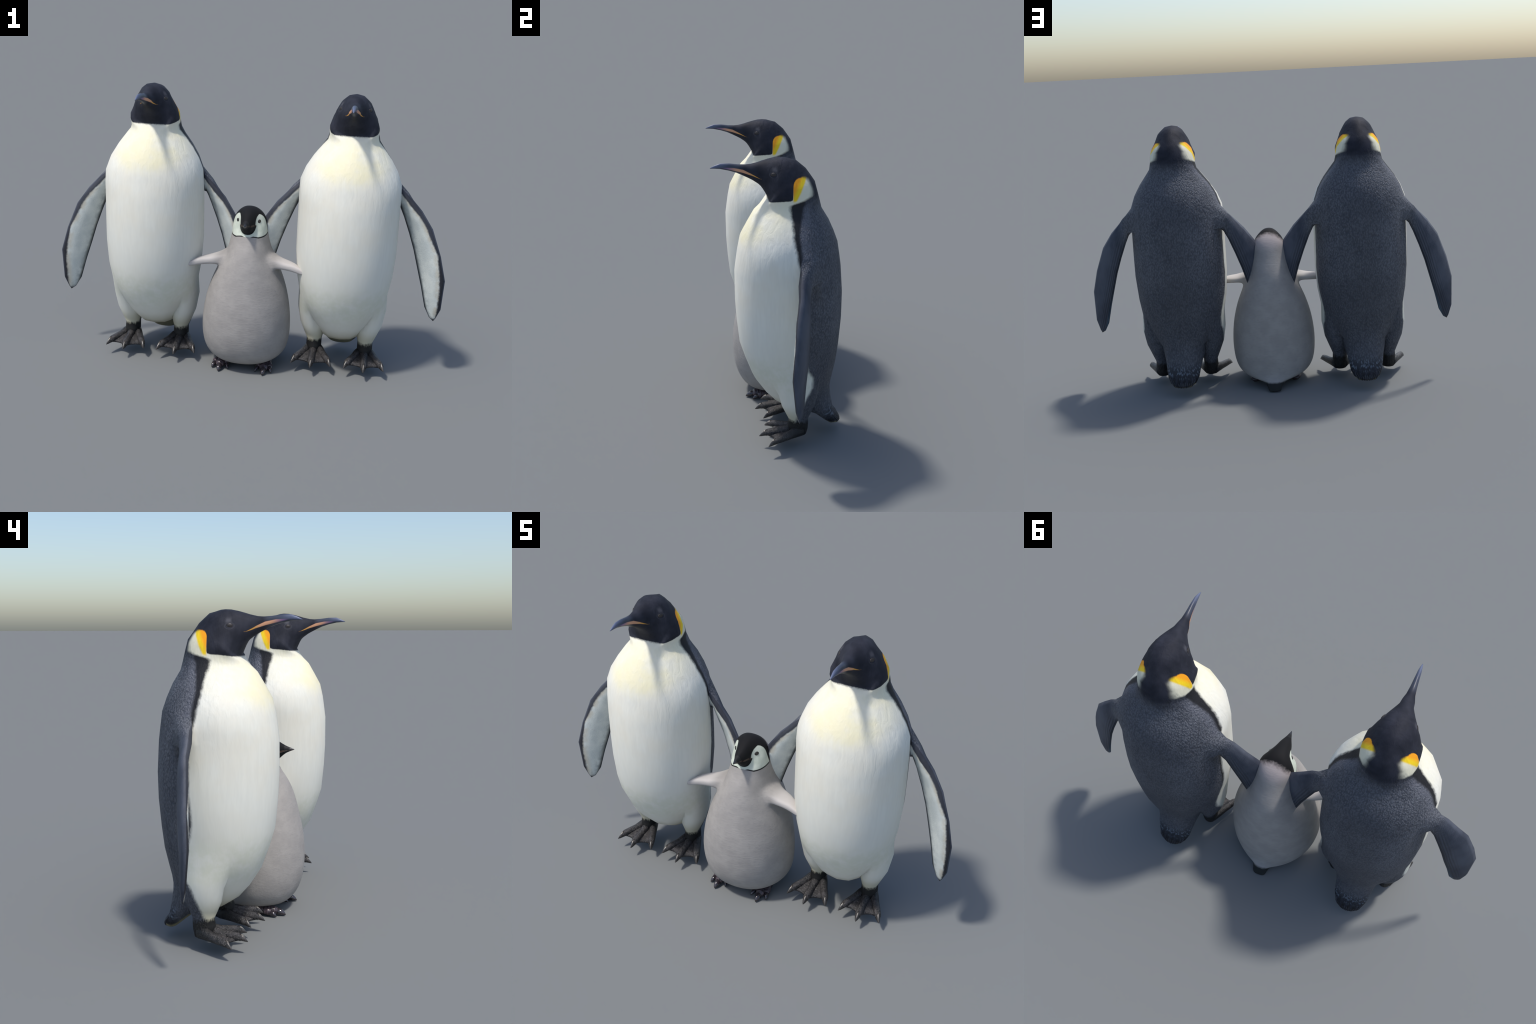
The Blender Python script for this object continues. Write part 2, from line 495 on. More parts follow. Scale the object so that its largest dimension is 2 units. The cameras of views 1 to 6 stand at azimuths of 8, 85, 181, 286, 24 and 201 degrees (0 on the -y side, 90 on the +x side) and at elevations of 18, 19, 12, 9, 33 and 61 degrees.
def adult_beak():
    N = Nodes("adult_beak")
    n = N.noise(30, 4, 0.6, (1, 0.3, 1))
    col = N.mix(N.ramp(n, 0.3, 0.7), (0.022, 0.027, 0.042), (0.05, 0.058, 0.085))
    head_n = N.noise(14, 4, 0.6)
    head_c = N.mix(N.ramp(head_n, 0.3, 0.75), (0.0145, 0.0160, 0.0235), (0.031, 0.033, 0.046))
    base = N.ramp(N.y, -0.20, -0.14)
    col = N.mix(base, col, head_c)
    tip = N.ramp(N.y, -0.31, -0.19, 1, 0)
    top = N.ramp(N.z, 1.392, 1.402)
    col = N.mix(N.mul(N.mul(tip, top), 0.75), col, (0.15, 0.18, 0.29))
    zu = N.curve(N.y, [(-0.29, 1.398), (-0.257, 1.3995), (-0.204, 1.3965), (-0.16, 1.3875), (-0.126, 1.371), (-0.105, 1.359), (-0.084, 1.3475)])
    zl = N.curve(N.y, [(-0.29, 1.3985), (-0.257, 1.396), (-0.213, 1.3865), (-0.161, 1.3735), (-0.121, 1.3610), (-0.105, 1.3545), (-0.084, 1.3475)])
    stripe = N.mul(N.step(N.sub(zu, N.z), 0.0018), N.step(N.sub(N.z, zl), 0.0018))
    stripe = N.mul(stripe, N.mul(N.ramp(N.y, -0.265, -0.23), N.ramp(N.ax, 0.003, 0.006)))
    oc = N.mix(N.ramp(N.y, -0.24, -0.18), (0.20, 0.13, 0.26), (0.66, 0.34, 0.20))
    oc = N.mix(N.ramp(N.y, -0.15, -0.10), oc, (0.72, 0.36, 0.07))
    col = N.mix(stripe, col, oc)
    N.bump(N.mul(n, N.sub(1.0, base)), 0.25, 0.003)
    return N.done(col, N.ramp(base, 0, 1, 0.4, 0.68), N.ramp(base, 0, 1, 0.4, 0.16))


def adult_foot():
    N = Nodes("adult_foot")
    n1, n2 = N.noise(60, 5, 0.7), N.noise(220, 3, 0.7)
    col = N.mix(N.ramp(n1, 0.35, 0.68), (0.008, 0.0075, 0.008), (0.046, 0.042, 0.044))
    col = N.mix(N.mul(N.ramp(n2, 0.54, 0.68), 0.65), col, (0.19, 0.175, 0.165))
    col = N.mix(N.ramp(N.add(N.y, N.mul(n1, 0.05)), 0.02, 0.10), col, (0.010, 0.010, 0.010))
    N.bump(N.add(n1, N.mul(n2, 0.5)), 1.0, 0.006)
    return N.done(col, 0.36, 0.5)


def adult_claw():
    N = Nodes("adult_claw")
    n = N.noise(120, 4, 0.7)
    up = N.dot(N.normal(), (0, -0.45, 0.89))
    ridge = N.step(N.sub(up, 0.93), 0.05)
    col = N.mix(N.ramp(n, 0.35, 0.7), (0.022, 0.020, 0.020), (0.075, 0.068, 0.062))
    col = N.mix(N.mul(ridge, 0.7), col, (0.27, 0.25, 0.22))
    N.bump(n, 0.4, 0.002)
    return N.done(col, 0.32, 0.5)


def glossy_dark(name, colour, rough, coat=0.0):
    N = Nodes(name)
    n = N.noise(60, 3, 0.6)
    c2 = tuple(min(1, c * 1.8 + 0.004) for c in colour)
    return N.done(N.mix(N.ramp(n, 0.35, 0.7), colour, c2), rough, 0.5, Coat_Weight=coat)


# --------------------------------------------------------------------------
#  ADULT: geometry
# --------------------------------------------------------------------------
HEAD, BEAK, NECK, TORSO, TAIL, WING_A, WING_B, LEG_A, LEG_B = range(9)


def adult_body():
    C = Cage(32)
    tags = []

    def R(tag, F, B, W, m=0.5, p=1.0, pt=None):
        tags.append(tag)
        return C.ring(F, B, W * (1.004 if tag in (HEAD, NECK, TORSO) else 1), m, p, facet=tag != BEAK, pt=pt)

    first = R(BEAK, (-0.3115, 1.3945), (-0.3115, 1.3975), 0.0016)
    R(BEAK, (-0.290, 1.3935), (-0.290, 1.4085), 0.0052)
    R(BEAK, (-0.2665, 1.3915), (-0.2655, 1.4170), 0.0082)
    R(BEAK, (-0.2260, 1.3826), (-0.2240, 1.4165), 0.0112)
    R(BEAK, (-0.1910, 1.3714), (-0.1850, 1.4112), 0.0145)
    R(BEAK, (-0.1600, 1.3570), (-0.1500, 1.4088), 0.0190)
    R(BEAK, (-0.1360, 1.3450), (-0.1250, 1.4105), 0.0265)
    R(BEAK, (-0.1160, 1.3340), (-0.0923, 1.4177), 0.0305, p=0.85)
    R(BEAK, (-0.1028, 1.3250), (-0.0700, 1.4245), 0.0390, p=0.82)
    R(HEAD, (-0.0900, 1.3150), (-0.0420, 1.4320), 0.0500, p=0.80)
    R(HEAD, (-0.0790, 1.3040), (-0.0101, 1.4383), 0.0630, 0.48, 0.78)
    R(HEAD, (-0.0680, 1.2880), (0.0150, 1.4395), 0.0745, 0.44, 0.74, 0.80)
    R(HEAD, (-0.0570, 1.2690), (0.0350, 1.4375), 0.0880, 0.38, 0.72, 0.92)
    R(HEAD, (-0.0490, 1.2530), (0.0600, 1.4300), 0.0985, 0.34, 0.72, 0.92)
    R(HEAD, (-0.0475, 1.2470), (0.0854, 1.4235), 0.1050, 0.29, 0.74, 1.18)
    R(HEAD, (-0.0560, 1.2385), (0.1100, 1.4025), 0.1130, 0.31, 0.78, 1.30)
    R(HEAD, (-0.0660, 1.2300), (0.1323, 1.3830), 0.1165, 0.38, 0.82, 1.30)
    R(HEAD, (-0.0760, 1.2215), (0.1560, 1.3490), 0.1190, 0.47, 0.88, 1.15)
    R(HEAD, (-0.0850, 1.2140), (0.1752, 1.3200), 0.1200, 0.54, 0.94, 1.0)
    R(NECK, (-0.0940, 1.2060), (0.1885, 1.2690), 0.1205, 0.58, 0.98)
    R(NECK, (-0.1080, 1.1940), (0.1985, 1.2290), 0.1270, 0.58)
    R(NECK, (-0.1215, 1.1800), (0.2080, 1.1900), 0.1480, 0.55)
    R(TORSO, (-0.1520, 1.1260), (0.2410, 1.1350), 0.1890, 0.52)
    R(TORSO, (-0.1830, 1.0680), (0.2660, 1.0780), 0.2240, 0.50)
    w0 = R(TORSO, (-0.1970, 1.0020), (0.2865, 1.0200), 0.2480, 0.48)
    R(TORSO, (-0.2065, 0.9400), (0.2970, 0.9500), 0.2510, 0.48)
    w1 = R(TORSO, (-0.2130, 0.8950), (0.3040, 0.8950), 0.2515)
    R(TORSO, (-0.2135, 0.7470), (0.3125, 0.7600), 0.2525)
    R(TORSO, (-0.2075, 0.6350), (0.3100, 0.6450), 0.2525)
    R(TORSO, (-0.1960, 0.5150), (0.2990, 0.5200), 0.2430)
    l0 = R(TORSO, (-0.1690, 0.4280), (0.2840, 0.4320), 0.2270, p=0.88)
    R(TORSO, (-0.1385, 0.3440), (0.2690, 0.3540), 0.1950, p=0.88)
    R(TORSO, (-0.0860, 0.2620), (0.2600, 0.3000), 0.1520, p=0.85)
    l1 = R(TAIL, (-0.0370, 0.2060), (0.2570, 0.2620), 0.1220, p=0.80)
    R(TAIL, (0.0180, 0.1690), (0.2575, 0.2290), 0.1120, p=0.76)
    R(TAIL, (0.0900, 0.1500), (0.2620, 0.1900), 0.1010, p=0.74)
    R(TAIL, (0.1620, 0.1220), (0.2680, 0.1560), 0.0930, p=0.72)
    R(TAIL, (0.2150, 0.0800), (0.2740, 0.1190), 0.0850, p=0.70)
    R(TAIL, (0.2440, 0.0560), (0.2960, 0.0900), 0.0690, p=0.66)
    last = R(TAIL, (0.2630, 0.0460), (0.3085, 0.0640), 0.0430, p=0.60)

    wing_hole = (w0, w1, 9, 11)
    leg_hole = (l0, l1, 5, 11)
    C.skin(lambda r: tags[r], [wing_hole, leg_hole])
    C.cap(C.rings[first], BEAK, (0, -0.0012, 0))
    C.cap(C.rings[last], TAIL, (0, 0.002, -0.004))

    # flipper: eight-sided lens sections between leading and trailing edge
    sections = [  # leading edge, trailing edge, half thickness
        ((0.280, 0.086, 0.966), (0.255, 0.128, 0.874), 0.0260),
        ((0.314, 0.0730, 0.929), (0.278, 0.119, 0.826), 0.0220),
        ((0.3624, 0.0680, 0.8779), (0.310, 0.116, 0.745), 0.0205),
        ((0.4213, 0.0460, 0.7938), (0.340, 0.110, 0.660), 0.0195),
        ((0.4723, 0.0280, 0.6609), (0.366, 0.101, 0.570), 0.0175),
        ((0.5040, 0.0145, 0.5389), (0.393, 0.086, 0.478), 0.0155),
        ((0.4996, 0.0280, 0.3803), (0.4203, 0.0720, 0.3725), 0.0115),
        ((0.4800, 0.0400, 0.3260), (0.4480, 0.0560, 0.3230), 0.0060),
    ]
    loops = []
    for i, (le, te, th) in enumerate(sections):
        le, te = Vector(le), Vector(te)
        a = Vector(sections[max(i - 1, 0)][0]) + Vector(sections[max(i - 1, 0)][1])
        b = Vector(sections[min(i + 1, 7)][0]) + Vector(sections[min(i + 1, 7)][1])
        chord, span = te - le, b - a
        out = span.cross(chord).normalized()
        if out.y < 0:
            out = -out
        def at(c, h):
            return tuple(le + chord * c + out * th * h)
        loops.append([at(0.12, -0.95), at(0, 0), at(0.12, 0.75), at(0.45, 0.9), at(0.84, 0.4), at(1, 0), at(0.84, -0.4), at(0.45, -0.85)])
    for side, tag in ((1, WING_A), (-1, WING_B)):
        C.limb(wing_hole, side, loops, [tag] * 8, (0.4695, 0.0440, 0.3085))

    # leg: 18-sided rings; tilt follows the slope of the flank
    leg = [  # cx, cy, rx, ry, z, tilt
        (0.1635, 0.0770, 0.0660, 0.0970, 0.2930, 0.62),
        (0.1490, 0.0770, 0.0655, 0.0810, 0.2240, 0.35),
        (0.1390, 0.0790, 0.0500, 0.0620, 0.1770, 0.12),
        (0.1340, 0.0800, 0.0395, 0.0485, 0.1450, 0.0),
        (0.1345, 0.0770, 0.0400, 0.0510, 0.1150, 0.0),
        (0.1350, 0.0740, 0.0400, 0.0520, 0.0880, 0.0),
        (0.1350, 0.0880, 0.0310, 0.0310, 0.0620, 0.0),
    ]
    loops = []
    for cx, cy, rx, ry, cz, tilt in leg:
        pts = []
        for i in range(18):
            ph = math.radians(90 + (i - 3) * 20)
            dx, dy = rx * math.sin(ph), -ry * math.cos(ph)
            pts.append((cx + dx, cy + dy, cz + dx * tilt))
        loops.append(pts)
    for side, tag in ((1, LEG_A), (-1, LEG_B)):
        C.limb(leg_hole, side, loops, [tag] * 7, (0.135, 0.088, 0.055))
    return C.mesh("adult_skin")


def adult_foot_mesh(side, mat):
    bm = bmesh.new()
    base = Vector((0.134, 0.072, 0.086))
    starts = [Vector((0.150, 0.092, 0.086)), Vector((0.134, 0.070, 0.086)), Vector((0.117, 0.088, 0.086))]
    tips = [Vector((0.240, -0.080, 0.055)), Vector((0.136, -0.118, 0.0545)), Vector((0.033, -0.083, 0.055))]
    paths = []
    for tip, start in zip(tips, starts):
        path, rad = [], []
        for t, z, rw, rh in ((0.0, 0.084, 0.024, 0.030), (0.2, 0.083, 0.0225, 0.0275), (0.40, 0.0775, 0.0195, 0.0205),
                             (0.62, 0.0755, 0.0185, 0.0190), (0.76, 0.0745, 0.0170, 0.0175), (0.85, 0.068, 0.0135, 0.0125)):
            p = start.lerp(tip, t)
            path.append((side * p.x, p.y, z))
            rad.append((rw, rh))
        tube(bm, path, rad, 12, squash_floor=0.0545)
        paths.append(path)
    # webs: solid sheets between neighbouring toes, hollowed between them and scalloped in front
    for pa, pb in ((0, 1), (1, 2)):
        A = [starts[pa].lerp(tips[pa], t) for t in (0.0, 0.25, 0.47, 0.66, 0.79)]
        Bp = [starts[pb].lerp(tips[pb], t) for t in (0.0, 0.25, 0.47, 0.66, 0.79)]
        top, bot = [], []
        for i in range(5):
            rt, rb = [], []
            for j in range(9):
                u = j / 8
                h = 4 * u * (1 - u)
                q = A[i].lerp(Bp[i], u)
                pull = 0.055 * h * (i / 4) ** 3
                q = q.lerp(base, pull * 2.0)
                ztop = lerp(0.104, 0.073, (i / 4) ** 0.8) - 0.009 * h * (0.5 + 0.5 * i / 4)
                rt.append(bm.verts.new((side * q.x, q.y, ztop)))
                rb.append(bm.verts.new((side * q.x, q.y, min(ztop - 0.004, 0.0565))))
            top.append(rt); bot.append(rb)
        for i in range(4):
            for j in range(8):
                bm.faces.new((top[i][j], top[i][j + 1], top[i + 1][j + 1], top[i + 1][j]))
                bm.faces.new((bot[i][j], bot[i + 1][j], bot[i + 1][j + 1], bot[i][j + 1]))
        for j in range(8):
            bm.faces.new((top[4][j], top[4][j + 1], bot[4][j + 1], bot[4][j]))
            bm.faces.new((top[0][j], bot[0][j], bot[0][j + 1], top[0][j + 1]))
        for i in range(4):
            bm.faces.new((top[i][0], top[i + 1][0], bot[i + 1][0], bot[i][0]))
            bm.faces.new((top[i][8], bot[i][8], bot[i + 1][8], top[i + 1][8]))
    me = plain_mesh("foot", bm, mat)
    claws = []
    for tip, start in zip(tips, starts):
        b2 = bmesh.new()
        rows = []
        d = (tip - start); d.z = 0; d.normalize()
        sidev = Vector((d.y, -d.x, 0))
        for t, zc, w, hgt in ((0.80, 0.0735, 0.0135, 0.0185), (0.88, 0.0690, 0.0110, 0.0155), (0.95, 0.0615, 0.0065, 0.0085), (1.0, 0.0555, 0.0012, 0.0012)):
            p = start.lerp(tip, t); p.z = zc
            ring = [p + Vector((0, 0, hgt)), p + sidev * w * 0.55 + Vector((0, 0, hgt * 0.45)), p + sidev * w - Vector((0, 0, hgt * 0.5)),
                    p - Vector((0, 0, hgt * 0.85)), p - sidev * w - Vector((0, 0, hgt * 0.5)), p - sidev * w * 0.55 + Vector((0, 0, hgt * 0.45))]
            rows.append([b2.verts.new((side * q.x, q.y, max(q.z, 0.0540))) for q in ring])
        for a, b in zip(rows, rows[1:]):
            for k in range(6):
                b2.faces.new((a[k], a[(k + 1) % 6], b[(k + 1) % 6], b[k]))
        b2.faces.new(rows[0]); b2.faces.new(rows[-1])
        claws.append(b2)
    return me, claws


def ball(name, center, radii, mat, seg=24, rot_z=0.0):
    bm = bmesh.new()
    bmesh.ops.create_uvsphere(bm, u_segments=seg, v_segments=seg // 2, radius=1)
    cr, sr = math.cos(rot_z), math.sin(rot_z)
    for v in bm.verts:
        x, y, z = v.co.x * radii[0], v.co.y * radii[1], v.co.z * radii[2]
        v.co = (center[0] + x * cr - y * sr, center[1] + x * sr + y * cr, center[2] + z)
    return plain_mesh(name, bm, mat)


def surface_x(me, side, y, z, cx=0.0):
    tree = BVHTree.FromPolygons([v.co for v in me.vertices], [tuple(p.vertices) for p in me.polygons])
    hit = tree.ray_cast(Vector((cx + side * 0.5, y, z)), Vector((-side, 0, 0)))
    return hit[0].x, hit[1]


def build_adults():
    plumage, wing_m, beak_m = adult_plumage(), adult_wing(), adult_beak()
    foot_m, claw_m = adult_foot(), adult_claw()
    eye_m = glossy_dark("adult_eye", (0.018, 0.014, 0.013), 0.45)
    root = bpy.data.objects.new("emperor_penguin", None)
    SCENE.collection.objects.link(root)
    root.location = (ADULT_X, 0, 0)
    body = adult_body()
    split_by_tag(body, {HEAD: ("head", plumage), BEAK: ("beak", beak_m), NECK: ("neck", plumage), TORSO: ("torso", plumage), TAIL: ("tail", plumage),
                        WING_A: ("wing", wing_m), WING_B: ("wing", wing_m), LEG_A: ("leg", plumage), LEG_B: ("leg", plumage)}, root)
    for side in (1, -1):
        ex, en = surface_x(body, side, -0.0245, 1.371)
        child("eye", ball("eye", (ex - side * 0.0015, -0.0245, 1.371), (0.0042, 0.0145, 0.0105), eye_m, rot_z=-side * math.atan2(-en.y, abs(en.x)) ), root)
        me, claws = adult_foot_mesh(side, foot_m)
        foot = child("foot", me, root)
        for b in claws:
            child("claw", plain_mesh("claw", b, claw_m), foot)
    quill = glossy_dark("adult_tail_feather", (0.010, 0.011, 0.016), 0.5)
    for i in range(11):
        u = (i - 5) / 5
        bm = bmesh.new()
        k = random.uniform(-0.0015, 0.0015)
        drop = 0.010 * u * u
        tube(bm, [(0.066 * u, 0.279 - drop, 0.104), (0.060 * u, 0.2935 - drop * 1.2, 0.085), (0.050 * u, 0.3035 - drop * 1.5, 0.069), (0.043 * u, 0.3095 + k - drop * 1.8, 0.0575 + k)],
             [(0.0045, 0.002), (0.0068, 0.0042), (0.0062, 0.0040), (0.0022, 0.0016)], 8)
        child("tail_feather", plain_mesh("tail_feather", bm, quill), root)
    twin = bpy.data.objects.new("emperor_penguin", None)
    SCENE.collection.objects.link(twin)
    twin.location = (-ADULT_X, 0, 0)

    def copy_tree(src, parent):
        for c in list(src.children):
            d = c.copy()
            SCENE.collection.objects.link(d)
            d.parent = parent
            copy_tree(c, d)
    copy_tree(root, twin)
    for r in (root, twin):
        r["label"] = "tall emperor penguin, slate back, white belly, orange-yellow ear patches"
        r["category"] = "penguin"


# --------------------------------------------------------------------------
#  CHICK
# --------------------------------------------------------------------------
C_HEAD, C_BEAK, C_TORSO, C_TAIL, C_WING_A, C_WING_B = range(6)


def chick_down():
    N = Nodes("chick_down")
    xc = N.math("ABSOLUTE", N.sub(N.x, CHICK_X + 0.002))
    fuzz = N.sub(N.noise(70, 4, 0.65), 0.5)
    soft = N.noise(14, 3, 0.55, (1, 1, 1.2))
    fibre = N.noise(85, 3, 0.65, (0.35, 1, 1.5))
    grey = N.mix(N.ramp(soft, 0.3, 0.72), (0.298, 0.282, 0.269), (0.346, 0.327, 0.310))
    grey = N.mix(N.mul(N.ramp(fibre, 0.5, 0.72), 0.25), grey, (0.22, 0.21, 0.215))
    arm = N.ramp(xc, 0.13, 0.19)
    arm = N.mul(arm, N.mul(N.ramp(N.z, 0.50, 0.54), N.ramp(N.z, 0.60, 0.66, 1, 0)))
    grey = N.mix(N.mul(arm, 0.75), grey, (0.52, 0.49, 0.47))
    # pale pinkish fringe under the cap at the nape
    nape = N.mul(N.mul(N.ramp(N.z, 0.735, 0.80), N.ramp(N.y, 0.02, 0.06)), 1.0)
    grey = N.mix(N.mul(nape, 0.7), grey, (0.47, 0.40, 0.39))
    # black tail tip
    # mouth line running back from the beak to the corner of the gape
    tail = N.step(N.sub(0.043, N.add(N.z, N.mul(fuzz, 0.008))), 0.006)
    tail = N.mul(tail, N.step(N.sub(N.y, 0.222), 0.01))
    col = N.mix(tail, grey, (0.020, 0.022, 0.022))

    # head ------------------------------------------------------------------
    low = N.curve(N.y, [(-0.2, 0.7155), (-0.075, 0.7150), (-0.064, 0.7090), (-0.03, 0.7090), (0.0, 0.711), (0.036, 0.7165), (0.1, 0.72)])
    nape_z = N.sub(0.834, N.mul(N.mul(xc, xc), 6.5))
    up = N.ramp(N.y, 0.036, 0.046)
    collar = N.add(N.mul(low, N.sub(1.0, up)), N.mul(nape_z, up))
    zf = N.add(N.z, N.mul(N.mul(fuzz, 0.02), N.ramp(N.y, 0.02, 0.05)))
    w_head = N.curve(N.y, [(-0.2, 0.0015), (0.02, 0.002), (0.055, 0.014), (0.1, 0.016)])
    m_head = N.step(N.sub(zf, collar), w_head)
    black = (0.0105, 0.0105, 0.0115)
    # cheeks: pale mask on either side of the black crown-and-chin band
    band = N.curve(N.z, [(0.700, -0.01), (0.7245, -0.01), (0.727, 0.012), (0.732, 0.023), (0.738, 0.0295), (0.75, 0.0365), (0.765, 0.0405), (0.772, 0.0415),
                         (0.776, 0.0370), (0.79, 0.0372), (0.80, 0.0380), (0.812, 0.0405), (0.820, 0.0460), (0.825, 0.054)])
    topz = N.curve(N.y, [(-0.1, 0.824), (-0.03, 0.825), (-0.011, 0.8215), (0.0, 0.8165), (0.010, 0.806), (0.017, 0.790), (0.03, 0.75)])
    back = N.curve(N.z, [(0.70, 0.042), (0.712, 0.038), (0.718, 0.034), (0.74, 0.027), (0.765, 0.020), (0.789, 0.0165), (0.81, 0.012), (0.83, 0.0)])
    cheek = N.mul(N.mul(N.step(N.sub(xc, band), 0.0015), N.step(N.sub(topz, N.z), 0.002)), N.step(N.sub(back, N.y), 0.002))
    cheek = N.mul(cheek, N.step(N.sub(N.z, N.add(collar, N.ramp(xc, 0.012, 0.032, 0.0, 0.0065))), 0.0015))
    cc = N.mix(N.ramp(N.noise(30, 3, 0.6), 0.3, 0.7), (0.50, 0.55, 0.47), (0.60, 0.64, 0.56))
    zg = N.curve(N.y, [(-0.13, 0.786), (-0.115, 0.7830), (-0.09, 0.7775), (-0.0475, 0.7735)])
    gap = N.math("ABSOLUTE", N.sub(N.z, zg))
    gape = N.mul(N.mul(N.ramp(gap, 0.0008, 0.0022), N.ramp(gap, 0.003, 0.0048, 1, 0)), N.mul(N.ramp(N.y, -0.052, -0.047, 1, 0), N.ramp(N.noise(70, 2, 0.5), 0.35, 0.6)))
    blk = N.mix(N.mul(gape, 0.75), black, (0.17, 0.14, 0.11))
    blk = N.mix(N.mul(N.ramp(gap, 0.0006, 0.0016, 1, 0), N.ramp(N.y, -0.06, -0.05, 1, 0)), blk, (0.05, 0.014, 0.010))
    head = N.mix(cheek, blk, cc)
    col = N.mix(m_head, col, head)
    h = N.add(N.mul(soft, 0.5), N.mul(fibre, 0.5))
    N.bump(N.mul(h, N.sub(1.0, m_head)), 0.30, 0.006)
    return N.done(col, N.ramp(m_head, 0, 1, 0.8, 0.7), N.ramp(m_head, 0, 1, 0.2, 0.12), Sheen_Weight=0.02)


def chick_beak():
    N = Nodes("chick_beak")
    xc = N.math("ABSOLUTE", N.sub(N.x, CHICK_X + 0.002))
    n = N.noise(60, 3, 0.6)
    col = N.mix(N.ramp(n, 0.35, 0.65), (0.010, 0.011, 0.014), (0.021, 0.024, 0.032))
    col = N.mix(N.ramp(N.y, -0.150, -0.135), col, (0.016, 0.016, 0.017))
    # beige rim along the gape
    zg = N.curve(N.y, [(-0.165, 0.7890), (-0.14, 0.7875), (-0.115, 0.7830), (-0.08, 0.779)])
    d = N.math("ABSOLUTE", N.sub(N.z, zg))
    rim = N.mul(N.ramp(d, 0.0012, 0.0026, 1, 0), N.ramp(n, 0.35, 0.6))
    col = N.mix(N.mul(rim, 0.6), col, (0.20, 0.15, 0.12))
    N.bump(N.sub(n, N.mul(rim, 0.5)), 0.3, 0.003)
    return N.done(col, N.ramp(N.y, -0.15, -0.133, 0.3, 0.6), N.ramp(N.y, -0.15, -0.133, 0.5, 0.2))


def chick_body():
    C = Cage(24, CHICK_X)
    tags = []

    def R(tag, F, B, W, m=0.5, p=0.95):
        tags.append(tag)
        return C.ring(F, B, W, m, p)

    first = R(C_BEAK, (-0.1625, 0.7885), (-0.1625, 0.7925), 0.0016)
    R(C_BEAK, (-0.150, 0.7840), (-0.149, 0.7975), 0.0055)
    R(C_BEAK, (-0.1330, 0.7770), (-0.1330, 0.8025), 0.0105)
    R(C_HEAD, (-0.1180, 0.7690), (-0.1160, 0.8100), 0.0165)
    R(C_HEAD, (-0.1030, 0.7560), (-0.0980, 0.8200), 0.0240, p=0.85)
    R(C_HEAD, (-0.0890, 0.7430), (-0.0760, 0.8330), 0.0315, 0.46, 0.80)
    R(C_HEAD, (-0.0760, 0.7320), (-0.0480, 0.8460), 0.0355, 0.50, 0.76)
    R(C_HEAD, (-0.0710, 0.7240), (-0.0120, 0.8560), 0.0455, 0.54, 0.76)
    R(C_HEAD, (-0.0760, 0.7165), (0.0260, 0.8570), 0.0600, 0.60, 0.78)
    R(C_HEAD, (-0.0830, 0.7080), (0.0580, 0.8360), 0.0770, 0.74, 0.82)
    R(C_HEAD, (-0.0910, 0.6970), (0.0970, 0.8000), 0.0875, 0.64, 0.86)
    R(C_TORSO, (-0.1000, 0.6840), (0.1220, 0.7500), 0.0910, 0.60)
    R(C_TORSO, (-0.1160, 0.6650), (0.1500, 0.6930), 0.0980, 0.58)
    R(C_TORSO, (-0.1380, 0.6320), (0.1780, 0.6440), 0.1090, 0.56)
    w0 = R(C_TORSO, (-0.1500, 0.6080), (0.1920, 0.6110), 0.1190, 0.555)
    R(C_TORSO, (-0.1620, 0.5770), (0.2020, 0.5780), 0.1350, 0.55)
    w1 = R(C_TORSO, (-0.1710, 0.5450), (0.2090, 0.5450), 0.1520, 0.54)
    R(C_TORSO, (-0.1870, 0.4800), (0.2180, 0.4800), 0.1830, 0.53)
    R(C_TORSO, (-0.2040, 0.4000), (0.2250, 0.4000), 0.2100, 0.52)
    R(C_TORSO, (-0.2140, 0.3100), (0.2300, 0.3100), 0.2280, 0.51)
    R(C_TORSO, (-0.2140, 0.2200), (0.2330, 0.2200), 0.2345)
    R(C_TORSO, (-0.2010, 0.1400), (0.2350, 0.1400), 0.2290)
    R(C_TORSO, (-0.1740, 0.0780), (0.2310, 0.0900), 0.2120, p=0.90)
    R(C_TORSO, (-0.1350, 0.0400), (0.2370, 0.0650), 0.1790, p=0.86)
    R(C_TORSO, (-0.0700, 0.0240), (0.2430, 0.0530), 0.1330, p=0.84)
    R(C_TORSO, (0.0300, 0.0260), (0.2480, 0.0460), 0.0850, p=0.84)
    R(C_TAIL, (0.1450, 0.0260), (0.2550, 0.0400), 0.0540, p=0.80)
    R(C_TAIL, (0.2160, 0.0180), (0.2640, 0.0310), 0.0410, p=0.76)
    R(C_TAIL, (0.2440, 0.0050), (0.2740, 0.0180), 0.0350, p=0.70)
    last = R(C_TAIL, (0.2560, -0.0010), (0.2790, 0.0050), 0.0310, p=0.66)
    hole = (w0, w1, 4, 7)
    C.skin(lambda r: tags[r], [hole])
    C.cap(C.rings[first], C_BEAK, (0, -0.001, 0))
    C.cap(C.rings[last], C_TAIL)
    # stubby wing held straight out: loop of 10 = top edge 4, back 1, bottom 4, front 1
    sec = [  # x, front y, back y, z, half thickness
        (0.160, -0.072, 0.045, 0.5760, 0.0250),
        (0.195, -0.072, 0.034, 0.5700, 0.0200),
        (0.230, -0.074, 0.014, 0.5660, 0.0195),
        (0.265, -0.078, -0.020, 0.5580, 0.0180),
        (0.290, -0.083, -0.050, 0.5500, 0.0125),
    ]
    loops = []
    for x, yf, yb, z, h in sec:
        ys = [lerp(yf, yb, t) for t in (0.04, 0.34, 0.68, 0.96)]
        hs = [0.9, 1.0, 0.9, 0.6]
        top = [(x, y, z + h * k) for y, k in zip(ys, hs)]
        bot = [(x, y, z - h * k) for y, k in zip(reversed(ys), reversed(hs))]
        loops.append(top + [(x, yb, z)] + bot + [(x, yf, z)])
    for side, tag in ((1, C_WING_A), (-1, C_WING_B)):
        C.limb(hole, side, loops, [C_TORSO] + [tag] * 4, (0.304, -0.079, 0.5465))
